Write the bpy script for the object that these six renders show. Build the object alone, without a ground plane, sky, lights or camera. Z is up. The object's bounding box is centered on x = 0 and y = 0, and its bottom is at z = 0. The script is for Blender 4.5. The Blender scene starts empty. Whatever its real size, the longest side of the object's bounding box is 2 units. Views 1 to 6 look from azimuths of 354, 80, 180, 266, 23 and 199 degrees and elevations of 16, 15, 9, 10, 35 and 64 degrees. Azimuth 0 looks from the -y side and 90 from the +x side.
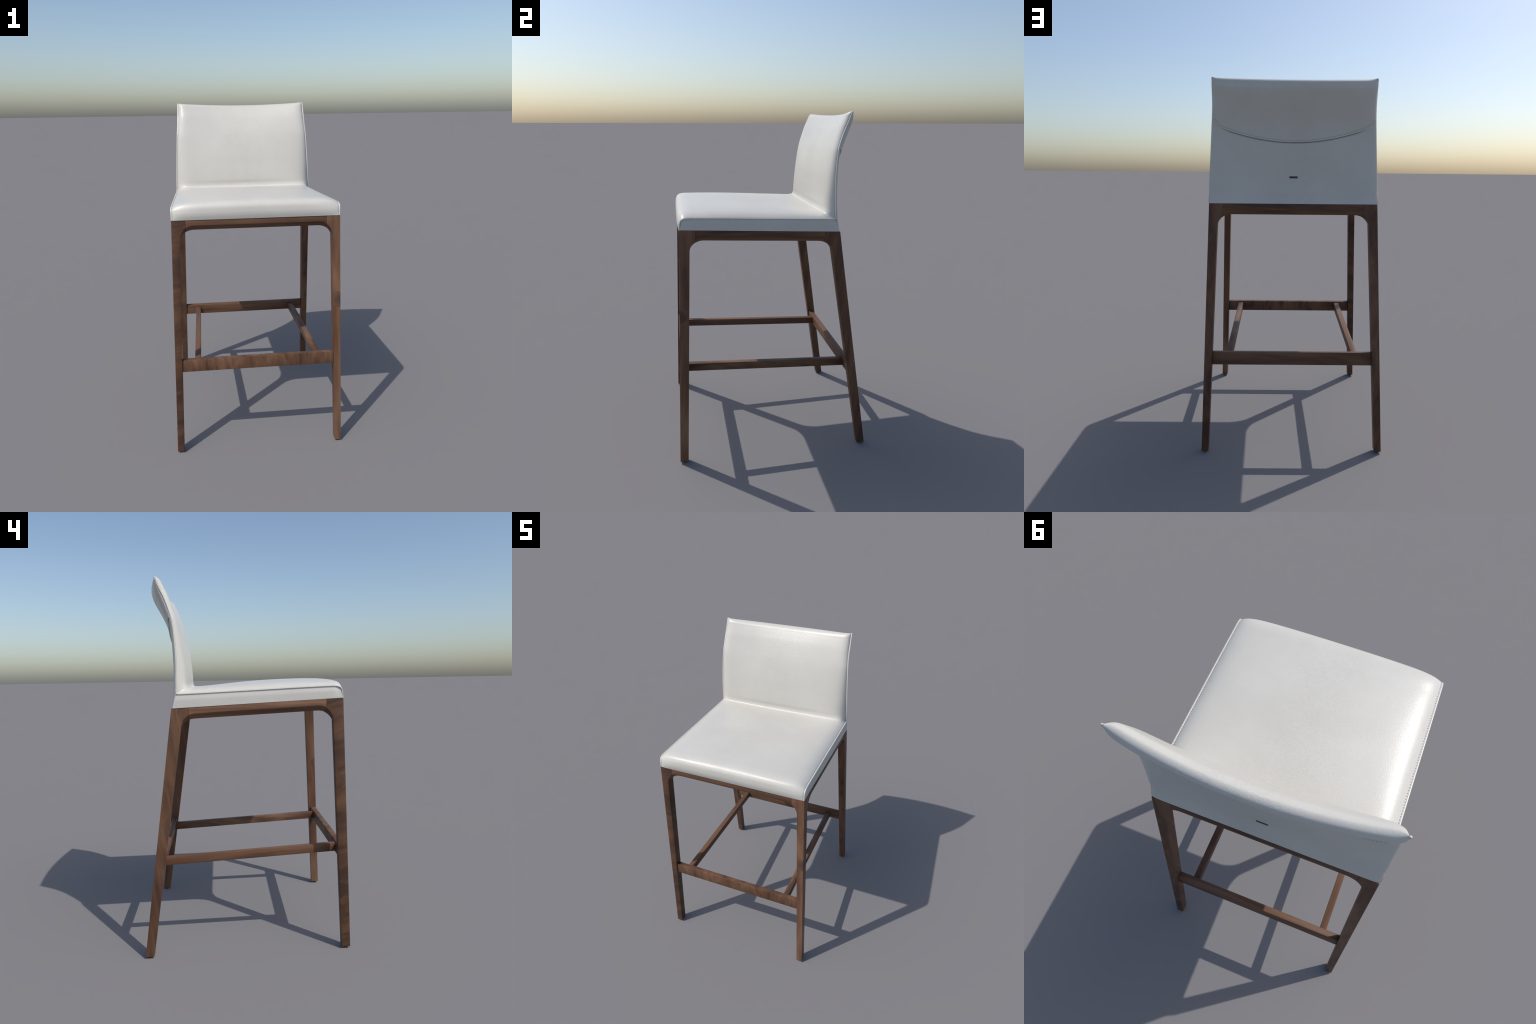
"""Upholstered bar stool: walnut frame with splayed legs and stretchers, white leather
seat and low curved backrest with stitched side seams."""
import bpy, bmesh, math
from mathutils import Vector

# --------------------------------------------------------------------------------------
# small helpers
# --------------------------------------------------------------------------------------
SCENE = bpy.context.scene
COLL = SCENE.collection


def lerp(a, b, t):
    return a + (b - a) * t


def smooth(t):
    t = max(0.0, min(1.0, t))
    return t * t * (3 - 2 * t)


def table(pts, v):
    """piecewise-linear look-up in a short list of (key, value)"""
    if v <= pts[0][0]:
        return pts[0][1]
    for (a, fa), (b, fb) in zip(pts, pts[1:]):
        if v <= b:
            return lerp(fa, fb, (v - a) / (b - a))
    return pts[-1][1]


def curve_table(pts, v):
    """smooth (monotone cubic Hermite) look-up in a short list of (key, value)"""
    n = len(pts)
    if v <= pts[0][0]:
        return pts[0][1]
    if v >= pts[-1][0]:
        return pts[-1][1]
    d = [(pts[i + 1][1] - pts[i][1]) / (pts[i + 1][0] - pts[i][0]) for i in range(n - 1)]
    m = [d[0]] + [0.0 if d[i - 1] * d[i] <= 0 else 2 * d[i - 1] * d[i] / (d[i - 1] + d[i]) for i in range(1, n - 1)] + [d[-1]]
    for i in range(n - 1):
        a, b = pts[i][0], pts[i + 1][0]
        if v <= b:
            h = b - a
            t = (v - a) / h
            return ((2 * t ** 3 - 3 * t * t + 1) * pts[i][1] + (t ** 3 - 2 * t * t + t) * h * m[i]
                    + (-2 * t ** 3 + 3 * t * t) * pts[i + 1][1] + (t ** 3 - t * t) * h * m[i + 1])


def new_object(name, mesh, parent, material=None):
    obj = bpy.data.objects.new(name, mesh)
    COLL.objects.link(obj)
    obj.parent = parent
    if material:
        mesh.materials.append(material)
    return obj


def mesh_from(name, verts, faces):
    me = bpy.data.meshes.new(name)
    me.from_pydata([tuple(v) for v in verts], [], faces)
    me.validate()
    me.update()
    return me


def recalc(me):
    bm = bmesh.new()
    bm.from_mesh(me)
    bmesh.ops.recalc_face_normals(bm, faces=bm.faces)
    bm.to_mesh(me)
    bm.free()


def shade_smooth(me, angle=None):
    me.polygons.foreach_set("use_smooth", [True] * len(me.polygons))
    if angle is not None:
        me.set_sharp_from_angle(angle=math.radians(angle))
    me.update()


def apply_modifiers(obj):
    dg = bpy.context.evaluated_depsgraph_get()
    me = bpy.data.meshes.new_from_object(obj.evaluated_get(dg))
    old = obj.data
    obj.modifiers.clear()
    obj.data = me
    me.name = old.name
    bpy.data.meshes.remove(old)


def grid_mesh(name, rows, closed=False):
    """rows: list of equally long lists of points"""
    n = len(rows[0])
    verts = [p for r in rows for p in r]
    faces = []
    for i in range(len(rows) - 1):
        for j in range(n - 1 + (1 if closed else 0)):
            k = (j + 1) % n
            faces.append((i * n + j, i * n + k, (i + 1) * n + k, (i + 1) * n + j))
    return mesh_from(name, verts, faces)


# --------------------------------------------------------------------------------------
# materials
# --------------------------------------------------------------------------------------
class Nodes:
    def __init__(self, name):
        self.mat = bpy.data.materials.new(name)
        self.mat.use_nodes = True
        self.t = self.mat.node_tree
        self.bsdf = next(n for n in self.t.nodes if n.type == "BSDF_PRINCIPLED")

    def add(self, kind, **props):
        n = self.t.nodes.new(kind)
        for k, v in props.items():
            if k in n.inputs:
                n.inputs[k].default_value = v
            else:
                setattr(n, k, v)
        return n

    def link(self, a, b):
        self.t.links.new(a, b)

    def coords(self, scale=(1, 1, 1), rot=(0, 0, 0), loc=(0, 0, 0)):
        tc = self.add("ShaderNodeTexCoord")
        mp = self.add("ShaderNodeMapping")
        mp.inputs["Scale"].default_value = scale
        mp.inputs["Rotation"].default_value = rot
        mp.inputs["Location"].default_value = loc
        self.link(tc.outputs["Object"], mp.inputs["Vector"])
        return mp.outputs["Vector"]

    def noise(self, vec, scale, detail=3.0, rough=0.5, distort=0.0):
        n = self.add("ShaderNodeTexNoise")
        n.inputs["Scale"].default_value = scale
        n.inputs["Detail"].default_value = detail
        n.inputs["Roughness"].default_value = rough
        n.inputs["Distortion"].default_value = distort
        self.link(vec, n.inputs["Vector"])
        return n.outputs["Fac"]

    def ramp(self, fac, stops):
        r = self.add("ShaderNodeValToRGB")
        e = r.color_ramp.elements
        while len(e) < len(stops):
            e.new(0.5)
        for el, (p, c) in zip(e, stops):
            el.position = p
            el.color = (*c, 1) if len(c) == 3 else c
        self.link(fac, r.inputs["Fac"])
        return r.outputs["Color"]

    def math(self, op, a, b=None):
        m = self.add("ShaderNodeMath", operation=op)
        for i, v in enumerate((a, b)):
            if v is None:
                continue
            if isinstance(v, (int, float)):
                m.inputs[i].default_value = v
            else:
                self.link(v, m.inputs[i])
        return m.outputs[0]

    def mix(self, fac, a, b, blend="MIX"):
        m = self.add("ShaderNodeMix", data_type="RGBA", blend_type=blend)
        for sock, v in ((m.inputs[0], fac), (m.inputs[6], a), (m.inputs[7], b)):
            if isinstance(v, (int, float)):
                sock.default_value = v
            elif isinstance(v, tuple):
                sock.default_value = (*v, 1) if len(v) == 3 else v
            else:
                self.link(v, sock)
        return m.outputs[2]


def walnut(name, axis="Z", seed=0.0, tone=1.0, slant=0.0, across=8.0, along=1.2, rings=3.2, streak=0.5, knot=None, split=None):
    """Oiled walnut. axis: direction of the grain; slant: its slope; across / along: how fine the
    figure is in the two directions; rings: growth lines per unit of figure; streak: share of dark
    heartwood patches; knot: centre of a dark knot; split: x where a second board begins."""
    N = Nodes(name)
    tc = N.add("ShaderNodeTexCoord")
    sep = N.add("ShaderNodeSeparateXYZ")
    N.link(tc.outputs["Object"], sep.inputs[0])
    comb = N.add("ShaderNodeCombineXYZ")
    X, Y, Z = sep.outputs["X"], sep.outputs["Y"], sep.outputs["Z"]
    if split is not None:
        step = N.math("GREATER_THAN", X, split)
        X = N.math("ADD", X, N.math("MULTIPLY", step, 3.37))
        Z = N.math("ADD", Z, N.math("MULTIPLY", step, 1.93))
    for i, v in enumerate((X, Y, Z)):
        N.link(v, comb.inputs[i])

    def mapped(sc_across, sc_along, off):
        sc = {"X": (sc_along, sc_across, sc_across), "Y": (sc_across, sc_along, sc_across), "Z": (sc_across, sc_across, sc_along)}[axis]
        rot = {"X": (0, slant, slant * 0.5), "Y": (slant, 0, slant * 0.5), "Z": (slant, slant * 0.7, 0)}[axis]
        turn = N.add("ShaderNodeMapping")
        turn.inputs["Rotation"].default_value = rot
        N.link(comb.outputs[0], turn.inputs["Vector"])
        mp = N.add("ShaderNodeMapping")
        mp.inputs["Scale"].default_value = sc
        mp.inputs["Location"].default_value = (off, off * 1.7 + 3, off * 0.6 - 2)
        N.link(turn.outputs["Vector"], mp.inputs["Vector"])
        return mp.outputs["Vector"]

    field = N.noise(mapped(across, along, seed), 1.0, 2.2, 0.45, 0.35)
    if knot is not None:
        dist = N.add("ShaderNodeVectorMath", operation="DISTANCE")
        N.link(tc.outputs["Object"], dist.inputs[0])
        dist.inputs[1].default_value = knot
        near = N.ramp(dist.outputs["Value"], [(0.012, (1, 1, 1)), (0.050, (0, 0, 0))])
        field = N.math("ADD", field, N.math("MULTIPLY", near, 0.55))
    # growth lines: contours of the field
    line = N.math("SINE", N.math("MULTIPLY", field, rings * 6.2832))
    line = N.math("ADD", N.math("MULTIPLY", line, 0.5), 0.5)
    patch = N.noise(mapped(across * 0.45, along * 0.7, seed + 7.7), 1.0, 2.0, 0.5)
    fac = N.math("ADD", N.math("MULTIPLY", line, 0.42), N.math("MULTIPLY", N.ramp(patch, [(0.34, (0, 0, 0)), (0.66, (1, 1, 1))]), 0.58))
    base = N.ramp(fac, [
        (0.02, (0.066 * tone, 0.0365 * tone, 0.0255 * tone)),
        (0.30, (0.108 * tone, 0.0540 * tone, 0.0320 * tone)),
        (0.62, (0.142 * tone, 0.0725 * tone, 0.0415 * tone)),
        (1.00, (0.184 * tone, 0.1030 * tone, 0.0620 * tone)),
    ])
    dark = N.noise(mapped(across * 0.9, along * 1.3, seed + 21.0), 1.0, 3.0, 0.55, 0.5)
    dark = N.ramp(dark, [(0.50, (0, 0, 0)), (0.64, (1, 1, 1))])
    base = N.mix(N.math("MULTIPLY", dark, streak), base, (0.054 * tone, 0.0320 * tone, 0.0250 * tone))
    if knot is not None:
        base = N.mix(N.math("MULTIPLY", near, N.math("ADD", 0.55, N.math("MULTIPLY", line, 0.4))), base, (0.050 * tone, 0.030 * tone, 0.0245 * tone))
    fib = N.noise(mapped(110.0, 6.0, seed), 1.0, 4.0, 0.65) if across >= along else N.noise(mapped(8.0, 110.0, seed), 1.0, 4.0, 0.65)
    col = N.mix(1.0, base, N.ramp(fib, [(0.28, (0.76, 0.75, 0.74)), (0.46, (0.98, 0.98, 0.98)), (0.75, (1.08, 1.07, 1.06))]), "MULTIPLY")
    N.link(col, N.bsdf.inputs["Base Color"])
    N.bsdf.inputs["Roughness"].default_value = 0.5
    N.bsdf.inputs["Specular IOR Level"].default_value = 0.22
    bump = N.add("ShaderNodeBump")
    bump.inputs["Strength"].default_value = 0.10
    bump.inputs["Distance"].default_value = 0.001
    N.link(fib, bump.inputs["Height"])
    N.link(bump.outputs["Normal"], N.bsdf.inputs["Normal"])
    return N.mat


def leather(name):
    N = Nodes(name)
    v = N.coords()
    blot = N.noise(v, 5.0, 4.0, 0.55)
    fine = N.noise(v, 160.0, 3.0, 0.6)
    base = N.ramp(blot, [(0.32, (0.556, 0.540, 0.494)), (0.68, (0.592, 0.576, 0.532))])
    grainc = N.ramp(fine, [(0.30, (0.965, 0.963, 0.955)), (0.6, (1.0, 1.0, 1.0))])
    col = N.mix(1.0, base, grainc, "MULTIPLY")
    N.bsdf.inputs["Specular IOR Level"].default_value = 0.5
    rr = N.math("ADD", N.math("MULTIPLY", N.noise(v, 60.0, 3.0, 0.6), 0.14), 0.29)
    N.link(rr, N.bsdf.inputs["Roughness"])
    # pebble grain everywhere, stretched creases across the middle of each panel
    vor = N.add("ShaderNodeTexVoronoi", feature="SMOOTH_F1")
    vor.inputs["Scale"].default_value = 260.0
    N.link(v, vor.inputs["Vector"])
    sv = N.coords((85.0, 280.0, 280.0))
    crease = N.noise(sv, 1.0, 3.0, 0.6, 0.6)
    tc = N.add("ShaderNodeTexCoord")
    sep = N.add("ShaderNodeSeparateXYZ")
    N.link(tc.outputs["Object"], sep.inputs[0])
    ax = N.math("ABSOLUTE", sep.outputs["X"])
    ax = N.math("ADD", ax, N.math("MULTIPLY", N.noise(v, 6.0, 2.0), 0.16))
    mask = N.ramp(ax, [(0.17, (1, 1, 1)), (0.30, (0, 0, 0))])
    mid = N.math("MULTIPLY", N.math("MULTIPLY", crease, mask), 1.9)
    wrinkle = N.ramp(crease, [(0.34, (0.94, 0.94, 0.935)), (0.52, (1.0, 1.0, 1.0))])
    col = N.mix(mask, col, N.mix(1.0, col, wrinkle, "MULTIPLY"))
    N.link(col, N.bsdf.inputs["Base Color"])
    h = N.math("ADD", N.math("ADD", N.math("MULTIPLY", vor.outputs["Distance"], 0.4), mid), N.math("MULTIPLY", fine, 0.5))
    bump = N.add("ShaderNodeBump")
    bump.inputs["Strength"].default_value = 0.42
    bump.inputs["Distance"].default_value = 0.0012
    N.link(h, bump.inputs["Height"])
    N.link(bump.outputs["Normal"], N.bsdf.inputs["Normal"])
    return N.mat


def plain(name, color, rough=0.6):
    N = Nodes(name)
    v = N.coords()
    n = N.noise(v, 90.0, 2.0)
    c = N.ramp(n, [(0.3, tuple(x * 0.88 for x in color)), (0.7, color)])
    N.link(c, N.bsdf.inputs["Base Color"])
    N.bsdf.inputs["Roughness"].default_value = rough
    return N.mat


LEATHER = leather("white_leather")
THREAD = plain("taupe_thread", (0.165, 0.135, 0.11), 0.8)
DARK_PLASTIC = plain("dark_plastic", (0.02, 0.02, 0.022), 0.6)
DARK_METAL = plain("gunmetal_plate", (0.035, 0.037, 0.043), 0.5)
BOARD = plain("base_board", (0.06, 0.05, 0.045), 0.8)

# --------------------------------------------------------------------------------------
# walnut frame
# --------------------------------------------------------------------------------------
stool = bpy.data.objects.new("bar_stool", None)
COLL.objects.link(stool)
stool["label"] = "white leather bar stool with walnut legs and low curved back"
stool["category"] = "bar stool"

Z_FRONT, Z_REAR = 1.387, 1.349          # height of the frame's top at front and rear
Y_FRONT, Y_REAR = -0.5185, 0.3705


def frame_top(y):
    return lerp(Z_FRONT, Z_REAR, (y - Y_FRONT) / (Y_REAR - Y_FRONT))


def x_out(z):
    return 0.457 + (1.387 - z) * 0.0251


def y_front_out(z):
    return -0.5185 - (1.387 - z) * 0.0343


def y_rear_out(z):
    return 0.3705 + (1.3485 - z) * 0.1450


def x_in_front(z):
    return 0.4204 + (1.16 - z) * 0.02927


def x_in_rear(z):
    return 0.4195 + (1.08 - z) * 0.0328


def y_in_front(z):
    return -0.4712 - (1.152 - z) * 0.0415


def y_in_rear(z):
    return 0.3370 + (1.177 - z) * 0.1552


CHAMFER = 0.028
FILLET = 0.080
FACE = 0.0315           # height of the rails' outer face


def arch_profile(a_in, b_in, rail_z, inner):
    """Opening between two legs in a (horizontal h, z) plane, as a closed list of (h, z).
    a_in / b_in: inner faces of the left / right leg as functions of z; rail_z: underside of the
    rail as function of h.  The outer edge is sharp-cornered at the rail's face; the inner profile
    is lowered by the chamfer, which dies out round the fillet."""
    def one_side(leg, sign):
        # corner of leg face and rail underside
        z = rail_z(0.0)
        for _ in range(8):
            z = rail_z(leg(z))
        h = leg(z)
        dleg = Vector((leg(z - 0.1) - h, -0.1)).normalized()
        drail = Vector((sign * 0.1, rail_z(h + sign * 0.1) - z)).normalized()
        ang = dleg.angle(drail)
        reach = FILLET / math.tan(ang / 2)
        corner = Vector((h, z))
        p_leg, p_rail = corner + dleg * reach, corner + drail * reach
        mid = (dleg + drail).normalized()
        centre = corner + mid * (FILLET / math.sin(ang / 2))
        a0, a1 = p_leg - centre, p_rail - centre
        pts = []
        steps = 14
        total = a0.angle(a1)
        for i in range(steps + 1):
            t = i / steps
            k0, k1 = math.sin((1 - t) * total) / math.sin(total), math.sin(t * total) / math.sin(total)
            r = a0 * k0 + a1 * k1
            off = (CHAMFER * math.sin(t * math.pi / 2)) if inner else 0.0
            pts.append(centre + r * ((FILLET - off) / FILLET))
        low = Vector((leg(-0.05), -0.05))
        return [low] + pts
    left = one_side(a_in, 1)
    right = one_side(b_in, -1)
    return left + right[::-1]


def arch_cutter(name, a_in, b_in, rail_z, place):
    """loft: outside, face plane, chamfer depth, far inside; place(h, z, depth) -> xyz"""
    outer = arch_profile(a_in, b_in, rail_z, False)
    inner = arch_profile(a_in, b_in, rail_z, True)
    rows = []
    for prof, depth in ((outer, -0.05), (outer, 0.0), (inner, CHAMFER), (inner, 0.20)):
        rows.append([place(p[0], p[1], depth) for p in prof])
    me = grid_mesh(name, rows, closed=True)
    bm = bmesh.new()
    bm.from_mesh(me)
    bm.verts.ensure_lookup_table()
    n = len(outer)
    bm.faces.new([bm.verts[i] for i in range(n)])
    bm.faces.new([bm.verts[3 * n + i] for i in range(n)])
    bmesh.ops.recalc_face_normals(bm, faces=bm.faces)
    bm.to_mesh(me)
    bm.free()
    return new_object(name, me, None)


cut_front = arch_cutter("cutter_a", lambda z: -x_in_front(z), x_in_front, lambda h: Z_FRONT - FACE,
                        lambda h, z, d: (h, y_front_out(z) + d, z))
cut_rear = arch_cutter("cutter_b", lambda z: -x_in_rear(z), x_in_rear, lambda h: Z_REAR - FACE,
                       lambda h, z, d: (h, y_rear_out(z) - d, z))
cut_right = arch_cutter("cutter_c", y_in_front, y_in_rear, lambda h: frame_top(h) - FACE,
                        lambda h, z, d: (x_out(z) - d, h, z))
cut_left = arch_cutter("cutter_d", y_in_front, y_in_rear, lambda h: frame_top(h) - FACE,
                       lambda h, z, d: (-x_out(z) + d, h, z))
CUTTERS = [cut_front, cut_rear, cut_right, cut_left]

FOOT_Z = 0.009
JOINT_X = 0.383
JOINT_Y_FRONT, JOINT_Y_REAR = -0.431, 0.284


def hexa(name, corners):
    """corners: 4 bottom points then 4 top points, same winding"""
    f = [(0, 1, 2, 3), (7, 6, 5, 4)] + [(i, i + 4, (i + 1) % 4 + 4, (i + 1) % 4) for i in range(4)]
    me = mesh_from(name, corners, f)
    recalc(me)
    return me


def carve(obj, cutters, bevel, segments=3):
    for c in cutters:
        m = obj.modifiers.new("cut", "BOOLEAN")
        m.operation = "DIFFERENCE"
        m.solver = "EXACT"
        m.object = c
    apply_modifiers(obj)
    me = obj.data
    bm = bmesh.new()
    bm.from_mesh(me)
    bmesh.ops.remove_doubles(bm, verts=bm.verts, dist=1e-5)
    bmesh.ops.dissolve_limit(bm, angle_limit=math.radians(0.5), verts=bm.verts, edges=bm.edges)
    bm.to_mesh(me)
    bm.free()
    b = obj.modifiers.new("bevel", "BEVEL")
    b.width = bevel
    b.segments = segments
    b.limit_method = "ANGLE"
    b.angle_limit = math.radians(35)
    b.harden_normals = False
    apply_modifiers(obj)
    shade_smooth(obj.data, 32)


def leg_two_spans(name, sx, rear, material):
    """block whose inner side is upright along the joint and slants below it, so that the head
    meets the rails on plain upright planes"""
    y_o = y_rear_out if rear else y_front_out
    y_j = JOINT_Y_REAR if rear else JOINT_Y_FRONT
    levels = [FOOT_Z, 1.16, None]
    rings = []
    for z0 in levels:
        ring = []
        for (ix, iy) in ((0, 0), (1, 0), (1, 1), (0, 1)):
            z = z0 if z0 is not None else frame_top(y_j if iy else (Y_REAR if rear else Y_FRONT))
            x = JOINT_X if ix == 0 else x_out(z)
            if iy == 0:
                y = y_o(z)
            elif z0 == FOOT_Z:
                y = (y_in_rear(z) - 0.03) if rear else (y_in_front(z) + 0.03)
            else:
                y = y_j
            ring.append((sx * x, y, z))
        rings.append(ring)
    verts = [p for r in rings for p in r]
    faces = [(0, 1, 2, 3), (11, 10, 9, 8)]
    for k in (0, 4):
        faces += [(k + i, k + i + 4, k + (i + 1) % 4 + 4, k + (i + 1) % 4) for i in range(4)]
    me = mesh_from(name, verts, faces)
    recalc(me)
    obj = new_object(name, me, stool, material)
    carve(obj, [cut_rear if rear else cut_front, cut_right if sx > 0 else cut_left], 0.0034)
    return obj


W_LEG_FL = walnut("walnut_figured", "Z", 2.3, 0.92, 0.30, 5.0, 13.0, 1.6, 0.75)
W_LEG_FR = walnut("walnut_light", "Z", 7.9, 1.22, 0.06, 14.0, 2.2, 2.6, 0.30, knot=(0.462, -0.535, 0.905))
W_LEG_RL = walnut("walnut_straight", "Z", 4.4, 0.90, 0.14, 17.0, 2.0, 2.6, 0.35)
W_LEG_RR = walnut("walnut_brown", "Z", 11.2, 1.0, 0.12, 17.0, 2.0, 2.6, 0.40)
W_RAIL_X = walnut("walnut_rail_reddish", "X", 5.1, 0.92, 0.03, 22.0, 1.2, 2.0, 0.25)
W_RAIL_X2 = walnut("walnut_rail_wavy", "X", 9.6, 1.0, 0.05, 24.0, 2.6, 2.8, 0.40)
W_RAIL_Y = walnut("walnut_rail_streaked", "Y", 3.7, 1.22, 0.02, 30.0, 1.4, 2.2, 0.30)
W_RAIL_Y2 = walnut("walnut_rail_dark", "Y", 13.0, 0.98, 0.03, 26.0, 1.5, 2.2, 0.35)
W_FOOTREST = walnut("walnut_upright_grain", "Z", 6.6, 0.96, 0.10, 26.0, 6.0, 2.4, 0.22, split=0.035)
W_STRETCH_X = walnut("walnut_stretcher_banded", "X", 1.4, 0.98, 0.05, 22.0, 1.8, 2.6, 0.40)
W_STRETCH_Y = walnut("walnut_stretcher_light", "Y", 8.2, 1.10, 0.03, 22.0, 1.6, 2.2, 0.30)
W_STRETCH_Y2 = walnut("walnut_stretcher_mixed", "Y", 15.3, 1.0, 0.05, 18.0, 4.0, 2.4, 0.60)

leg_two_spans("leg", 1, False, W_LEG_FR)
leg_two_spans("leg", -1, False, W_LEG_FL)
leg_two_spans("leg", 1, True, W_LEG_RR)
leg_two_spans("leg", -1, True, W_LEG_RL)

RAIL_T = 0.050
GAP = 0.0006


def rail_x(rear, material):
    xj = JOINT_X - GAP
    z1 = Z_REAR if rear else Z_FRONT
    pts = []
    for z in (z1 - 0.12, z1):
        o = y_rear_out(z) if rear else y_front_out(z)
        i = o - RAIL_T if rear else o + RAIL_T
        zz = (lambda y: z if z < z1 else frame_top(y))
        pts += [(-xj, o, zz(o)), (xj, o, zz(o)), (xj, i, zz(i)), (-xj, i, zz(i))]
    obj = new_object("apron_rail", hexa("apron_rail", pts), stool, material)
    carve(obj, [cut_rear if rear else cut_front], 0.0016, 2)


def rail_y(sx, material):
    y0, y1 = JOINT_Y_FRONT + GAP, JOINT_Y_REAR - GAP
    pts = []
    for top in (0, 1):
        for (y, inner) in ((y0, 0), (y1, 0), (y1, 1), (y0, 1)):
            z = frame_top(y) - (0 if top else 0.12)
            pts.append((sx * (x_out(z) - RAIL_T * inner), y, z))
    obj = new_object("apron_rail", hexa("apron_rail", pts), stool, material)
    carve(obj, [cut_right if sx > 0 else cut_left], 0.0016, 2)


rail_x(False, W_RAIL_X)
rail_x(True, W_RAIL_X2)
rail_y(1, W_RAIL_Y2)
rail_y(-1, W_RAIL_Y)

for c in CUTTERS:
    me = c.data
    bpy.data.objects.remove(c)
    bpy.data.meshes.remove(me)


def bar(name, pts, material, bevel=0.0022):
    obj = new_object(name, hexa(name, pts), stool, material)
    b = obj.modifiers.new("bevel", "BEVEL")
    b.width, b.segments, b.limit_method = bevel, 2, "ANGLE"
    apply_modifiers(obj)
    shade_smooth(obj.data, 32)
    return obj


def stretcher_x(y0, y1, z0, z1, lean, x_in, material):
    """cross bar between two legs; lean: dy per dz of the legs"""
    pts = []
    for z in (z0, z1):
        for (y, s) in ((y0, -1), (y0, 1), (y1, 1), (y1, -1)):
            zz = z + lean * (y - (y0 + y1) / 2)
            yy = y - lean * (z - (z0 + z1) / 2)
            pts.append((s * (x_in((z0 + z1) / 2 if False else zz) - 0.0006), yy, zz))
    return bar("stretcher", pts, material)


stretcher_x(-0.5415, -0.5085, 0.5115, 0.5815, 0.0309 * -1 * -1 * 0 - 0.031, x_in_front, W_FOOTREST)
stretcher_x(0.4470, 0.4785, 0.4720, 0.5420, 0.1427, x_in_rear, W_STRETCH_X)


def stretcher_y(sx, material):
    ya, yb = -0.5090, 0.4490
    za, zb = 0.5725, 0.5265
    h = 0.0465
    pts = []
    for top in (0, 1):
        for (y, z, x) in ((ya, za, 0.3335), (ya, za, 0.3665), (yb, zb, 0.3655), (yb, zb, 0.3325)):
            lean = 0.006 * (0 if top else 1)
            pts.append((sx * (x), y + (lean if y > 0 else -lean) * (1 if y > 0 else 0), z if top else z - h))
    return bar("stretcher", pts, material)


stretcher_y(1, W_STRETCH_Y2)
stretcher_y(-1, W_STRETCH_Y)

# feet
glide_mesh = bpy.data.meshes.new("foot_glide")
bm = bmesh.new()
bmesh.ops.create_cone(bm, cap_ends=True, segments=24, radius1=0.0115, radius2=0.0135, depth=0.0105)
bm.to_mesh(glide_mesh)
bm.free()
shade_smooth(glide_mesh, 40)
glide_mesh.materials.append(DARK_PLASTIC)
for sx in (1, -1):
    for y in ((y_front_out(0) + y_in_front(0)) / 2, (y_rear_out(0) + y_in_rear(0)) / 2):
        g = new_object("foot_glide", glide_mesh, stool)
        g.location = (sx * (x_out(0) + x_in_front(0)) / 2, y, 0.00525)

# --------------------------------------------------------------------------------------
# leather upholstery
# --------------------------------------------------------------------------------------
TOP_Z = 1.983           # crest of the backrest in the middle


def bow(z):
    """how strongly the backrest is bowed back across its width (y -= bow * x^2)"""
    return curve_table([(1.44, 0.0), (1.50, 0.02), (1.60, 0.055), (1.68, 0.085), (1.73, 0.122), (1.78, 0.162), (1.84, 0.196), (1.90, 0.237), (2.0, 0.25)], z)


def rear_face(z):
    """upper rear flap on the centre line, y(z)"""
    return curve_table([(1.64, 0.3725), (1.677, 0.3770), (1.70, 0.3800), (1.735, 0.3872), (1.783, 0.4030), (1.842, 0.4300), (1.895, 0.4590), (1.912, 0.4680), (1.927, 0.4745), (1.943, 0.4788), (1.957, 0.4800)], z)


def low_rear_face(z):
    """lower rear panel on the centre line"""
    return curve_table([(1.345, 0.3700), (1.384, 0.3640), (1.417, 0.3595), (1.46, 0.3575), (1.50, 0.3580), (1.55, 0.3600), (1.615, 0.3648), (1.66, 0.3690), (1.70, 0.3745), (1.76, 0.3900), (1.85, 0.425)], z)


def lip_front(z):
    """side seam of the backrest: y(z)"""
    return curve_table([(1.40, 0.3420), (1.4235, 0.3405), (1.5056, 0.3372), (1.578, 0.3353), (1.651, 0.3370), (1.7226, 0.3412), (1.795, 0.3495), (1.856, 0.3672), (1.905, 0.3855), (1.948, 0.4040), (1.98, 0.4165), (2.0, 0.4250)], z)


def half_width(z):
    """x of the seam's edge along the backrest"""
    return curve_table([(1.35, 0.4600), (1.39, 0.4610), (1.4235, 0.4605), (1.47, 0.4590), (1.57, 0.4535), (1.67, 0.4475), (1.80, 0.4390), (1.855, 0.4345), (1.92, 0.4315), (2.0, 0.4290)], z)


def hem(x):
    a = abs(x)
    return 1.6795 + 0.47 * a * a + 0.040 * (a / 0.436) ** 26


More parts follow.
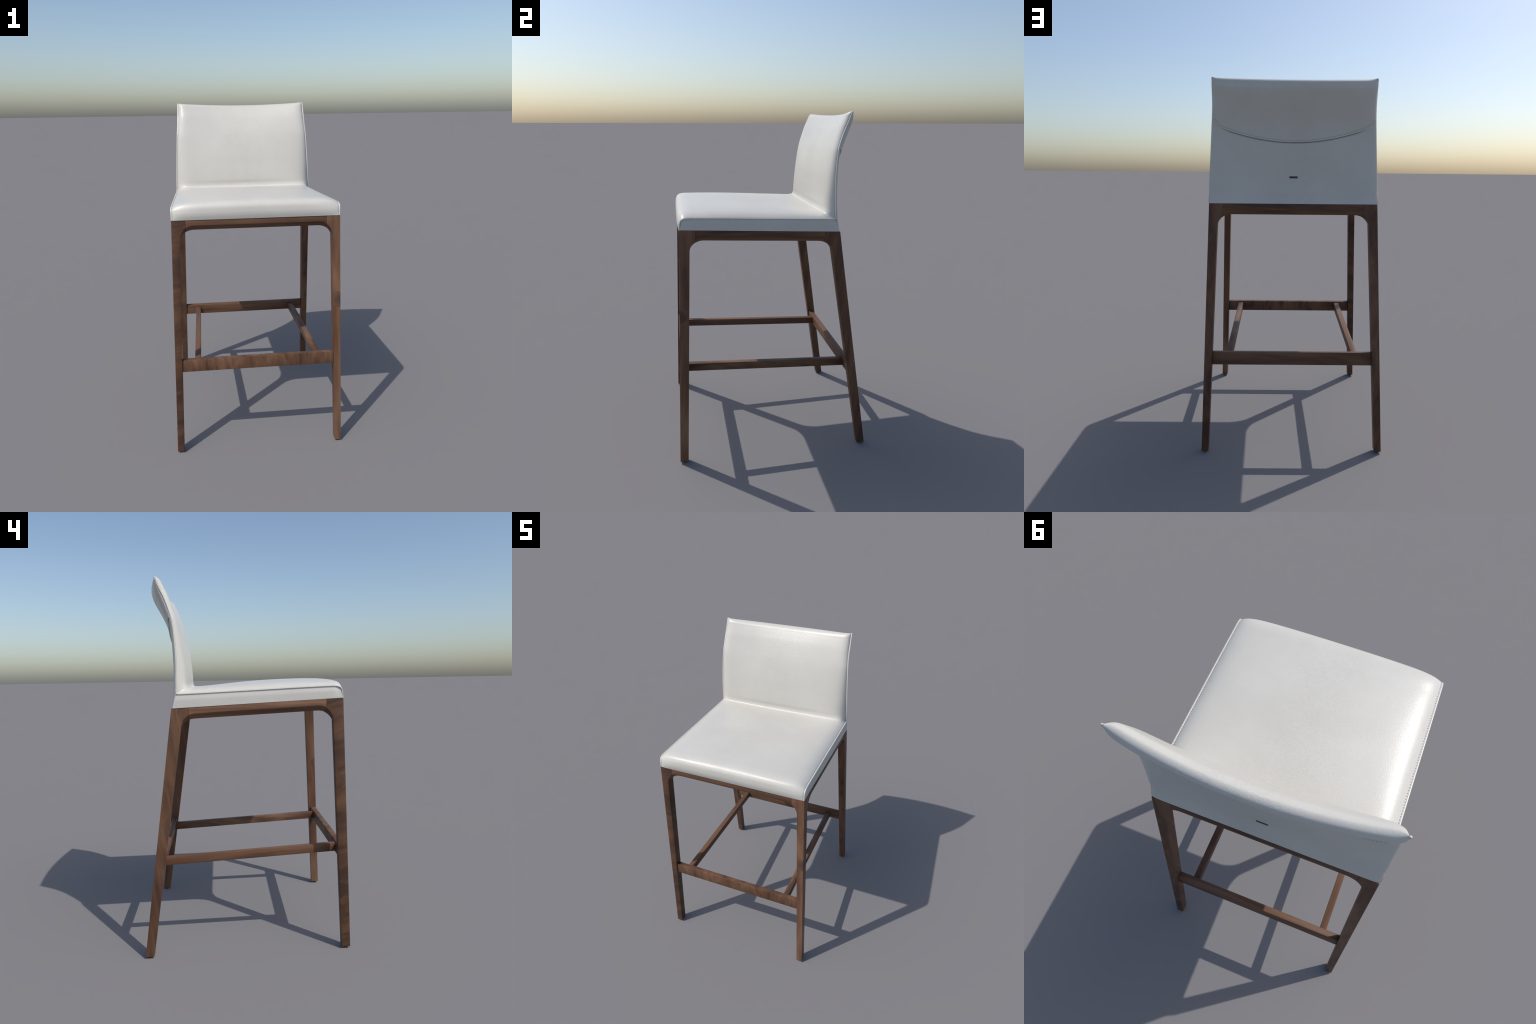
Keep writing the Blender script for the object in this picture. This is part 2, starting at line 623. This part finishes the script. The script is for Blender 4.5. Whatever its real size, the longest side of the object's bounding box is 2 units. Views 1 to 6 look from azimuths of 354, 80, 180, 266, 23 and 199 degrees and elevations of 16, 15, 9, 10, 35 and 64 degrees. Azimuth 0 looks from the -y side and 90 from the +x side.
# stations of the front panel: (lip y, lip z, lip x), (middle y, middle z), bow, rolloff power
STATIONS = [
    ((-0.5190, 1.3862, 0.4575), (-0.5215, 1.3860), 0.0, 14),
    ((-0.5172, 1.4050, 0.4580), (-0.5275, 1.4080), 0.0, 12),
    ((-0.5150, 1.4220, 0.4585), (-0.5290, 1.4300), 0.0, 10),
    ((-0.5085, 1.4395, 0.4588), (-0.5245, 1.4580), 0.0, 8),
    ((-0.4945, 1.4485, 0.4590), (-0.5060, 1.4780), 0.0, 14),
    ((-0.4700, 1.4522, 0.4590), (-0.4700, 1.4875), 0.0, 14),
    ((-0.4200, 1.4510, 0.4590), (-0.4200, 1.4905), 0.0, 14),
    ((-0.3600, 1.4492, 0.4592), (-0.3580, 1.4912), 0.0, 14),
    ((-0.2460, 1.4453, 0.4595), (-0.2420, 1.4892), 0.0, 14),
    ((-0.0950, 1.4390, 0.4597), (-0.0920, 1.4838), 0.0, 14),
    ((0.0550, 1.4333, 0.4600), (0.0550, 1.4745), 0.0, 14),
    ((0.2045, 1.4277, 0.4605), (0.1850, 1.4625), 0.0, 14),
    ((0.2850, 1.4250, 0.4605), (0.2450, 1.4565), 0.0, 14),
    ((0.3220, 1.4240, 0.4605), (0.2665, 1.4537), 0.0, 20),
    ((0.3370, 1.4245, 0.4605), (0.2803, 1.4526), 0.0, 24),
    ((0.3395, 1.4300, 0.4602), (0.2885, 1.4580), 0.0, 24),
    ((0.3385, 1.4600, 0.4594), (0.2917, 1.4735), 0.0, 18),
]
FRONT_BOW = [(1.46, -0.02), (1.55, -0.03), (1.65, -0.02), (1.72, 0.01), (1.80, 0.065), (1.88, 0.13), (1.96, 0.21)]
for z, y in ((1.50, 0.2920), (1.55, 0.2945), (1.60, 0.2990), (1.65, 0.3042), (1.70, 0.3110), (1.75, 0.3195), (1.80, 0.3300), (1.85, 0.3450), (1.90, 0.3625), (1.935, 0.3790)):
    b = curve_table(FRONT_BOW, z)
    STATIONS.append(((lip_front(z), z, half_width(z)), (y + 0.1444 * b, z), b, 16))
# over the top
STATIONS += [
    ((lip_front(1.965), 1.965, half_width(1.965)), (0.4205, 1.9570), 0.205, 18),
    ((lip_front(1.978), 1.978, half_width(1.978)), (0.4295, 1.9690), 0.22, 20),
    ((lip_front(1.989), 1.989, half_width(1.989)), (0.4420, 1.9780), 0.24, 20),
    ((0.4240, 1.9972, 0.4290), (0.4585, 1.9832), 0.250, 22),
    ((0.4290, 1.9968, 0.4290), (0.4730, 1.9755), 0.250, 24),
    ((0.4290, 1.9870, 0.4290), (0.4795, 1.9605), 0.250, 28),
    ((0.4226, 1.9700, 0.4290), (0.4788, 1.9430), 0.25, 30),
]
N_TOP = len(STATIONS) - 1
CREASE_STATION = 14     # seat | backrest are parted here
FLAP = (0.05, 0.12, 0.2, 0.3, 0.4, 0.5, 0.6, 0.7, 0.8, 0.9, 1.0)
N_STATION = N_TOP + len(FLAP)


def catmull(pts, t):
    """centripetal-free Catmull-Rom through points, t in station index units"""
    i = min(int(t), len(pts) - 2)
    f = t - i
    p0 = pts[max(i - 1, 0)]
    p1, p2 = pts[i], pts[i + 1]
    p3 = pts[min(i + 2, len(pts) - 1)]
    out = []
    for a, b, c, d in zip(p0, p1, p2, p3):
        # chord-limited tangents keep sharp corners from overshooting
        out.append(0.5 * (2 * b + (c - a) * f + (2 * a - 5 * b + 4 * c - d) * f * f + (3 * b - a - 3 * c + d) * f ** 3))
    return tuple(out)


LIP_PTS = [s[0] for s in STATIONS]
MID_PTS = [s[1] + (s[2],) for s in STATIONS]
POW_PTS = [(float(s[3]),) for s in STATIONS]
LIP_THICK = 0.0055
SEAM = 0.0095           # seam stitching lies this far inside the edge


def stitch_in(t):
    return lerp(SEAM, 0.0030, smooth((t - (N_TOP - 3)) / 3))


def lip_at(t):
    if t <= N_TOP:
        return catmull(LIP_PTS, t)
    f = (t - N_TOP) / (N_STATION - N_TOP)
    z = lerp(1.9700, 1.800, f)
    return (lip_front(z) + LIP_THICK + 0.0045 * (1 - smooth(f * 2)), z, half_width(z))


def panel_point(t, x, w_only=False):
    """point of the bulged panel at station t and abscissa x (before the seam roll-off is mixed in)"""
    if t <= N_TOP:
        y, z, b = catmull(MID_PTS, t)
        lift = 0.078 * x * x * smooth((z - 1.80) / 0.17)
        # the rear of the seat is hollowed towards the middle, down to the crease
        sag = 0.0075 * max(0.0, 1 - (x / 0.43) ** 2) * table([(8.5, 0.0), (10, 0.5), (11, 0.85), (12, 0.85), (14, 0.6), (16, 0.0)], t)
        return y - b * x * x, z + lift - sag
    f = (t - N_TOP) / (N_STATION - N_TOP)
    z0 = 1.943 + 0.078 * x * x
    z = lerp(z0, hem(x), f)
    zc = z if f > 0.5 else z - 0.078 * x * x * (1 - smooth(f * 2))
    return rear_face(zc) - bow(z) * x * x, z


SEAT_DOME = [(0, 0.0), (3, 0.25), (6, 0.48), (9, 0.48), (10, 0.42), (11, 0.22), (12, 0.1), (13, 0.0)]     # share of the crown that is a wide dome


def roll(t, u):
    """0 at the seam's stitching, 1 in the field of the panel"""
    a = min(abs(u), 1.0)
    if t <= N_TOP:
        p = catmull(POW_PTS, t)[0]
        k = table([(0, 0.75), (5, 1.0), (11, 1.0), (16, 0.85), (N_TOP - 4, 0.7), (N_TOP - 3, 0.7), (N_TOP - 1, 0.6), (N_TOP, 0.5)], t)
        edge = max(0.0, 1 - a ** p) ** k
        share = table(SEAT_DOME, t)
        return lerp(edge, 1 - a ** 2.3, share)
    return max(0.0, 1 - a ** 30) ** 0.5


def lip_inward(t):
    """unit vector in the yz plane pointing from the panel into the upholstery at the seam"""
    e = 0.05
    a, b = lip_at(max(t - e, 0)), lip_at(min(t + e, N_STATION))
    d = Vector((b[0] - a[0], b[1] - a[1]))
    if d.length < 1e-9:
        d = Vector((1, 0))
    d.normalize()
    return Vector((d.y, -d.x))        # turned clockwise: down on the seat, backwards on the backrest


def row(t):
    ly, lz, lx = lip_at(t)
    xs = lx - stitch_in(t)
    inw = lip_inward(t)
    pts = []
    half = []
    n = 46
    for i in range(n + 1):
        u = math.sin(i / n * math.pi / 2) ** 0.8 if i else 0.0
        x = u * xs
        fy, fz = panel_point(t, x)
        w = roll(t, u)
        half.append((x, lerp(ly, fy, w), lerp(lz, fz, w), 0.0))
    # groove of the stitching, flat flange, rounded edge, back of the flange
    half[-1] = (xs, ly + inw.x * 0.0012, lz + inw.y * 0.0012, 0)
    q = lx - 0.0018 - xs
    edge = [(xs + 0.3 * q, 0.0002), (xs + 0.6 * q, -0.0004 * min(1.0, q / 0.006)), (lx - 0.0018, 0.0), (lx - 0.0006, 0.0008), (lx, 0.0022),
            (lx - 0.0003, 0.0040), (lx - 0.0016, LIP_THICK), (lx - 0.010, LIP_THICK + 0.0005)]
    for x, d in edge:
        half.append((x, ly + inw.x * d, lz + inw.y * d, 0))
    right = [(x, y, z) for x, y, z, _ in half]
    left = [(-x, y, z) for x, y, z in right[:0:-1]]
    return left + right


def station_samples():
    ts = []
    for i in range(N_STATION):
        k = 7 if (2 <= i <= 5 or 12 <= i <= 17) else (8 if N_TOP - 5 <= i <= N_TOP else 5)
        ts += [i + j / k for j in range(k)]
    ts.append(float(N_STATION))
    return ts


TS = station_samples()
ROWS = [row(t) for t in TS]
NCOL = len(ROWS[0])
# turned-under edge of the flap's hem
hem_row = ROWS[-1]
tuck = []
for d_out, d_up in ((0.0002, -0.0012), (-0.0020, -0.0022), (-0.0055, -0.0018), (-0.0080, 0.006)):
    tuck.append([(x, y + d_out * (1 - smooth((abs(x) - 0.40) / 0.028)), z + d_up * (1 - smooth((abs(x) - 0.40) / 0.028))) for x, y, z in hem_row])
ROWS_ALL = ROWS + tuck
panel = grid_mesh("upholstery", ROWS_ALL)
recalc(panel)
# outward check: the middle of the seat must look up
mid_face = min(panel.polygons, key=lambda p: (p.center - Vector((0, -0.1, 1.484))).length)
if mid_face.normal.z < 0:
    panel.flip_normals()
shade_smooth(panel)
panel_normals = [v.vector.copy() for v in panel.vertex_normals]


def split_by_rows(name, r0, r1):
    idx = range(r0 * NCOL, (r1 + 1) * NCOL)
    verts = [panel.vertices[i].co.copy() for i in idx]
    nrm = [panel_normals[i] for i in idx]
    faces = []
    lo, hi = r0 * NCOL, (r1 + 1) * NCOL
    for p in panel.polygons:
        v = list(p.vertices)
        if all(lo <= i < hi for i in v):
            faces.append([i - lo for i in v])
    me = mesh_from(name, verts, faces)
    shade_smooth(me)
    me.normals_split_custom_set_from_vertices(nrm)
    return new_object(name, me, stool, LEATHER)


crease_row = next(i for i, t in enumerate(TS) if t >= CREASE_STATION)
seat = split_by_rows("seat", 0, crease_row)
backrest = split_by_rows("backrest", crease_row, len(ROWS_ALL) - 1)
bpy.data.meshes.remove(panel)

# lower rear panel ----------------------------------------------------------------------
BOTTOM_LIFT = 0.0008


def rear_panel_row(k, n):
    f = k / n
    out = []
    m = 40
    for j in range(-m, m + 1):
        s = j / m
        u = math.copysign(math.sin(abs(s) * math.pi / 2) ** 0.7, s) if j else 0.0
        z_top = hem(u * 0.44) + 0.018
        z = lerp(Z_REAR + BOTTOM_LIFT, min(z_top, 1.835), f)
        X = half_width(z) - 0.0016
        x = u * X
        yf = low_rear_face(z) - bow(z) * x * x - 0.011 * smooth((z - hem(x) + 0.009) / 0.010) * (1 - smooth((abs(x) - 0.33) / 0.06))
        if z > 1.4235:
            yl = lip_front(z) + LIP_THICK - 0.001
        else:
            yl = lerp(0.3645, 0.3430, (z - Z_REAR) / (1.4235 - Z_REAR))
        w = max(0.0, 1 - abs(u) ** 30) ** 0.5
        out.append((x, lerp(yl, yf, w), z))
    return out


rp = grid_mesh("back_panel", [rear_panel_row(k, 60) for k in range(61)])
recalc(rp)
if min(rp.polygons, key=lambda p: (p.center - Vector((0, 0.36, 1.5))).length).normal.y < 0:
    rp.flip_normals()
shade_smooth(rp)
new_object("back_panel", rp, stool, LEATHER)


# side bands of the seat ---------------------------------------------------------------
def side_band(sx):
    rows = []
    n, m = 70, 12
    for k in range(n + 1):
        f = k / n
        r = []
        for j in range(m + 1):
            g = j / m
            # front edge leans with the fascia, rear edge runs from the seam's corner down and back
            yb, yt = lerp(-0.5165, 0.3648, f), lerp(-0.5035, 0.3430, f)
            y = lerp(yb, yt, g)
            zb = frame_top(y) + BOTTOM_LIFT
            # lip height above this y
            zl = curve_table([(-0.5175, 1.3995), (-0.515, 1.4220), (-0.5085, 1.4395), (-0.4945, 1.4485), (-0.47, 1.4522), (-0.36, 1.4492), (-0.246, 1.4453), (-0.095, 1.439), (0.055, 1.4333), (0.2045, 1.4277), (0.35, 1.4230)], y) - 0.0030
            z = lerp(zb, zl, g)
            inset = 0.0016 + 0.0034 * smooth((g - 0.55) / 0.45) - 0.0006 * math.sin(g * math.pi)
            inset += 0.0035 * math.exp(-((y + 0.497) / 0.012) ** 2) * smooth(g * 1.5)
            x = lerp(0.4590, 0.4612, smooth((y + 0.5) / 0.8)) - inset
            r.append((sx * x, y, z))
        rows.append(r)
    me = grid_mesh("side_band", rows)
    recalc(me)
    if me.polygons[len(me.polygons) // 2].normal.x * sx < 0:
        me.flip_normals()
    shade_smooth(me)
    return new_object("side_band", me, stool, LEATHER)


side_band(1)
side_band(-1)

# board under the cushion
zb = 0.004
hx = 0.446
pts = []
for dz in (-0.016, 0.0015):
    for y, s in ((-0.500, -1), (-0.500, 1), (0.352, 1), (0.352, -1)):
        pts.append((s * hx, y, frame_top(y) + dz))
new_object("seat_board", hexa("seat_board", pts), stool, BOARD)

# --------------------------------------------------------------------------------------
# stitching: rows of short thread dashes, real geometry
# --------------------------------------------------------------------------------------
def dash(bm, a, b, up, width, height):
    d = (b - a)
    L = d.length
    d.normalize()
    side = d.cross(up).normalized()
    ring = 6
    rows = []
    for s, k in ((0.0, 0.25), (0.2, 0.9), (0.5, 1.0), (0.8, 0.9), (1.0, 0.25)):
        c = a + d * (L * s) + up * (height * 0.6 * (k - 0.25))
        rows.append([bm.verts.new(c + side * (width / 2 * k * math.cos(i / ring * 2 * math.pi)) + up * (height / 2 * k * math.sin(i / ring * 2 * math.pi))) for i in range(ring)])
    for r0, r1 in zip(rows, rows[1:]):
        for i in range(ring):
            bm.faces.new((r0[i], r0[(i + 1) % ring], r1[(i + 1) % ring], r1[i]))
    bm.faces.new(rows[0])
    bm.faces.new(rows[-1][::-1])


def stitch_path(name, pts, ups, pitch=0.0123, length=0.0066, width=0.0019, height=0.0012):
    bm = bmesh.new()
    dist = [0.0]
    for p, q in zip(pts, pts[1:]):
        dist.append(dist[-1] + (q - p).length)

    def at(s):
        for i in range(len(dist) - 1):
            if s <= dist[i + 1]:
                f = (s - dist[i]) / max(dist[i + 1] - dist[i], 1e-9)
                return pts[i].lerp(pts[i + 1], f), ups[i].lerp(ups[i + 1], f).normalized()
        return pts[-1], ups[-1]
    s = pitch * 0.4
    while s + length < dist[-1]:
        a, ua = at(s)
        b, _ = at(s + length)
        dash(bm, a, b, ua, width, height)
        s += pitch
    bmesh.ops.recalc_face_normals(bm, faces=bm.faces)
    me = bpy.data.meshes.new(name)
    bm.to_mesh(me)
    bm.free()
    shade_smooth(me, 60)
    obj = new_object(name, me, stool, THREAD)
    obj["kind"] = "stuff"
    return obj


for sx in (1, -1):
    pts, ups = [], []
    for i in range(0, int(40 * (N_TOP - 2.0)) + 1):
        t = i / 40 + 0.0
        ly, lz, lx = lip_at(t)
        inw = lip_inward(t)
        pts.append(Vector((sx * (lx - stitch_in(t)), ly - inw.x * 0.0004, lz - inw.y * 0.0004)))
        ups.append(Vector((0, -inw.x, -inw.y)))
    stitch_path("seam_stitching", pts, ups)

def flap_point(x, above_hem):
    """point of the rear flap a given height above its hem"""
    z0 = 1.943 + 0.078 * x * x
    t = N_TOP + (1 - above_hem / (z0 - hem(x))) * (N_STATION - N_TOP)
    ly, lz, lx = lip_at(t)
    u = min(abs(x) / (lx - stitch_in(t)), 1.0)
    fy, fz = panel_point(t, x)
    w = roll(t, u)
    return Vector((x, lerp(ly, fy, w), lerp(lz, fz, w)))


pts, ups = [], []
for i in range(-160, 161):
    x = i / 160 * 0.4240
    h = 0.0075 + 0.004 * (abs(x) / 0.43) ** 4
    p = flap_point(x, h)
    dx = flap_point(x + 0.0015, h) - flap_point(x - 0.0015, h)
    dz = flap_point(x, h + 0.004) - p
    n = dz.cross(dx).normalized()
    if n.y < 0:
        n = -n
    pts.append(p + n * 0.0007)
    ups.append(n)
stitch_path("hem_stitching", pts, ups, length=0.0062)

# small metal tag let into the rear panel ------------------------------------------------
TAG_Z = 1.4925
tag = bpy.data.meshes.new("label_plate")
bm = bmesh.new()
ring_out, ring_in = [], []
seg = 10
hw, hh = 0.0232, 0.0056
for (cx, a0) in ((hw - 0.6 * hh, -90), (-(hw - 0.6 * hh), 90)):
    for i in range(seg + 1):
        a = math.radians(a0 + 180 * i / seg)
        x, z = cx + hh * math.cos(a) * 0.6, hh * math.sin(a)
        y = low_rear_face(TAG_Z + z) - bow(TAG_Z) * x * x
        ring_out.append(bm.verts.new((x, y - 0.002, TAG_Z + z)))
        ring_in.append(bm.verts.new((x * 0.985, y + 0.0016, TAG_Z + z * 0.90)))
n = len(ring_out)
for i in range(n):
    bm.faces.new((ring_out[i], ring_out[(i + 1) % n], ring_in[(i + 1) % n], ring_in[i]))
bm.faces.new(ring_in)
bmesh.ops.recalc_face_normals(bm, faces=bm.faces)
bm.to_mesh(tag)
bm.free()
new_object("label_plate", tag, stool, DARK_METAL)
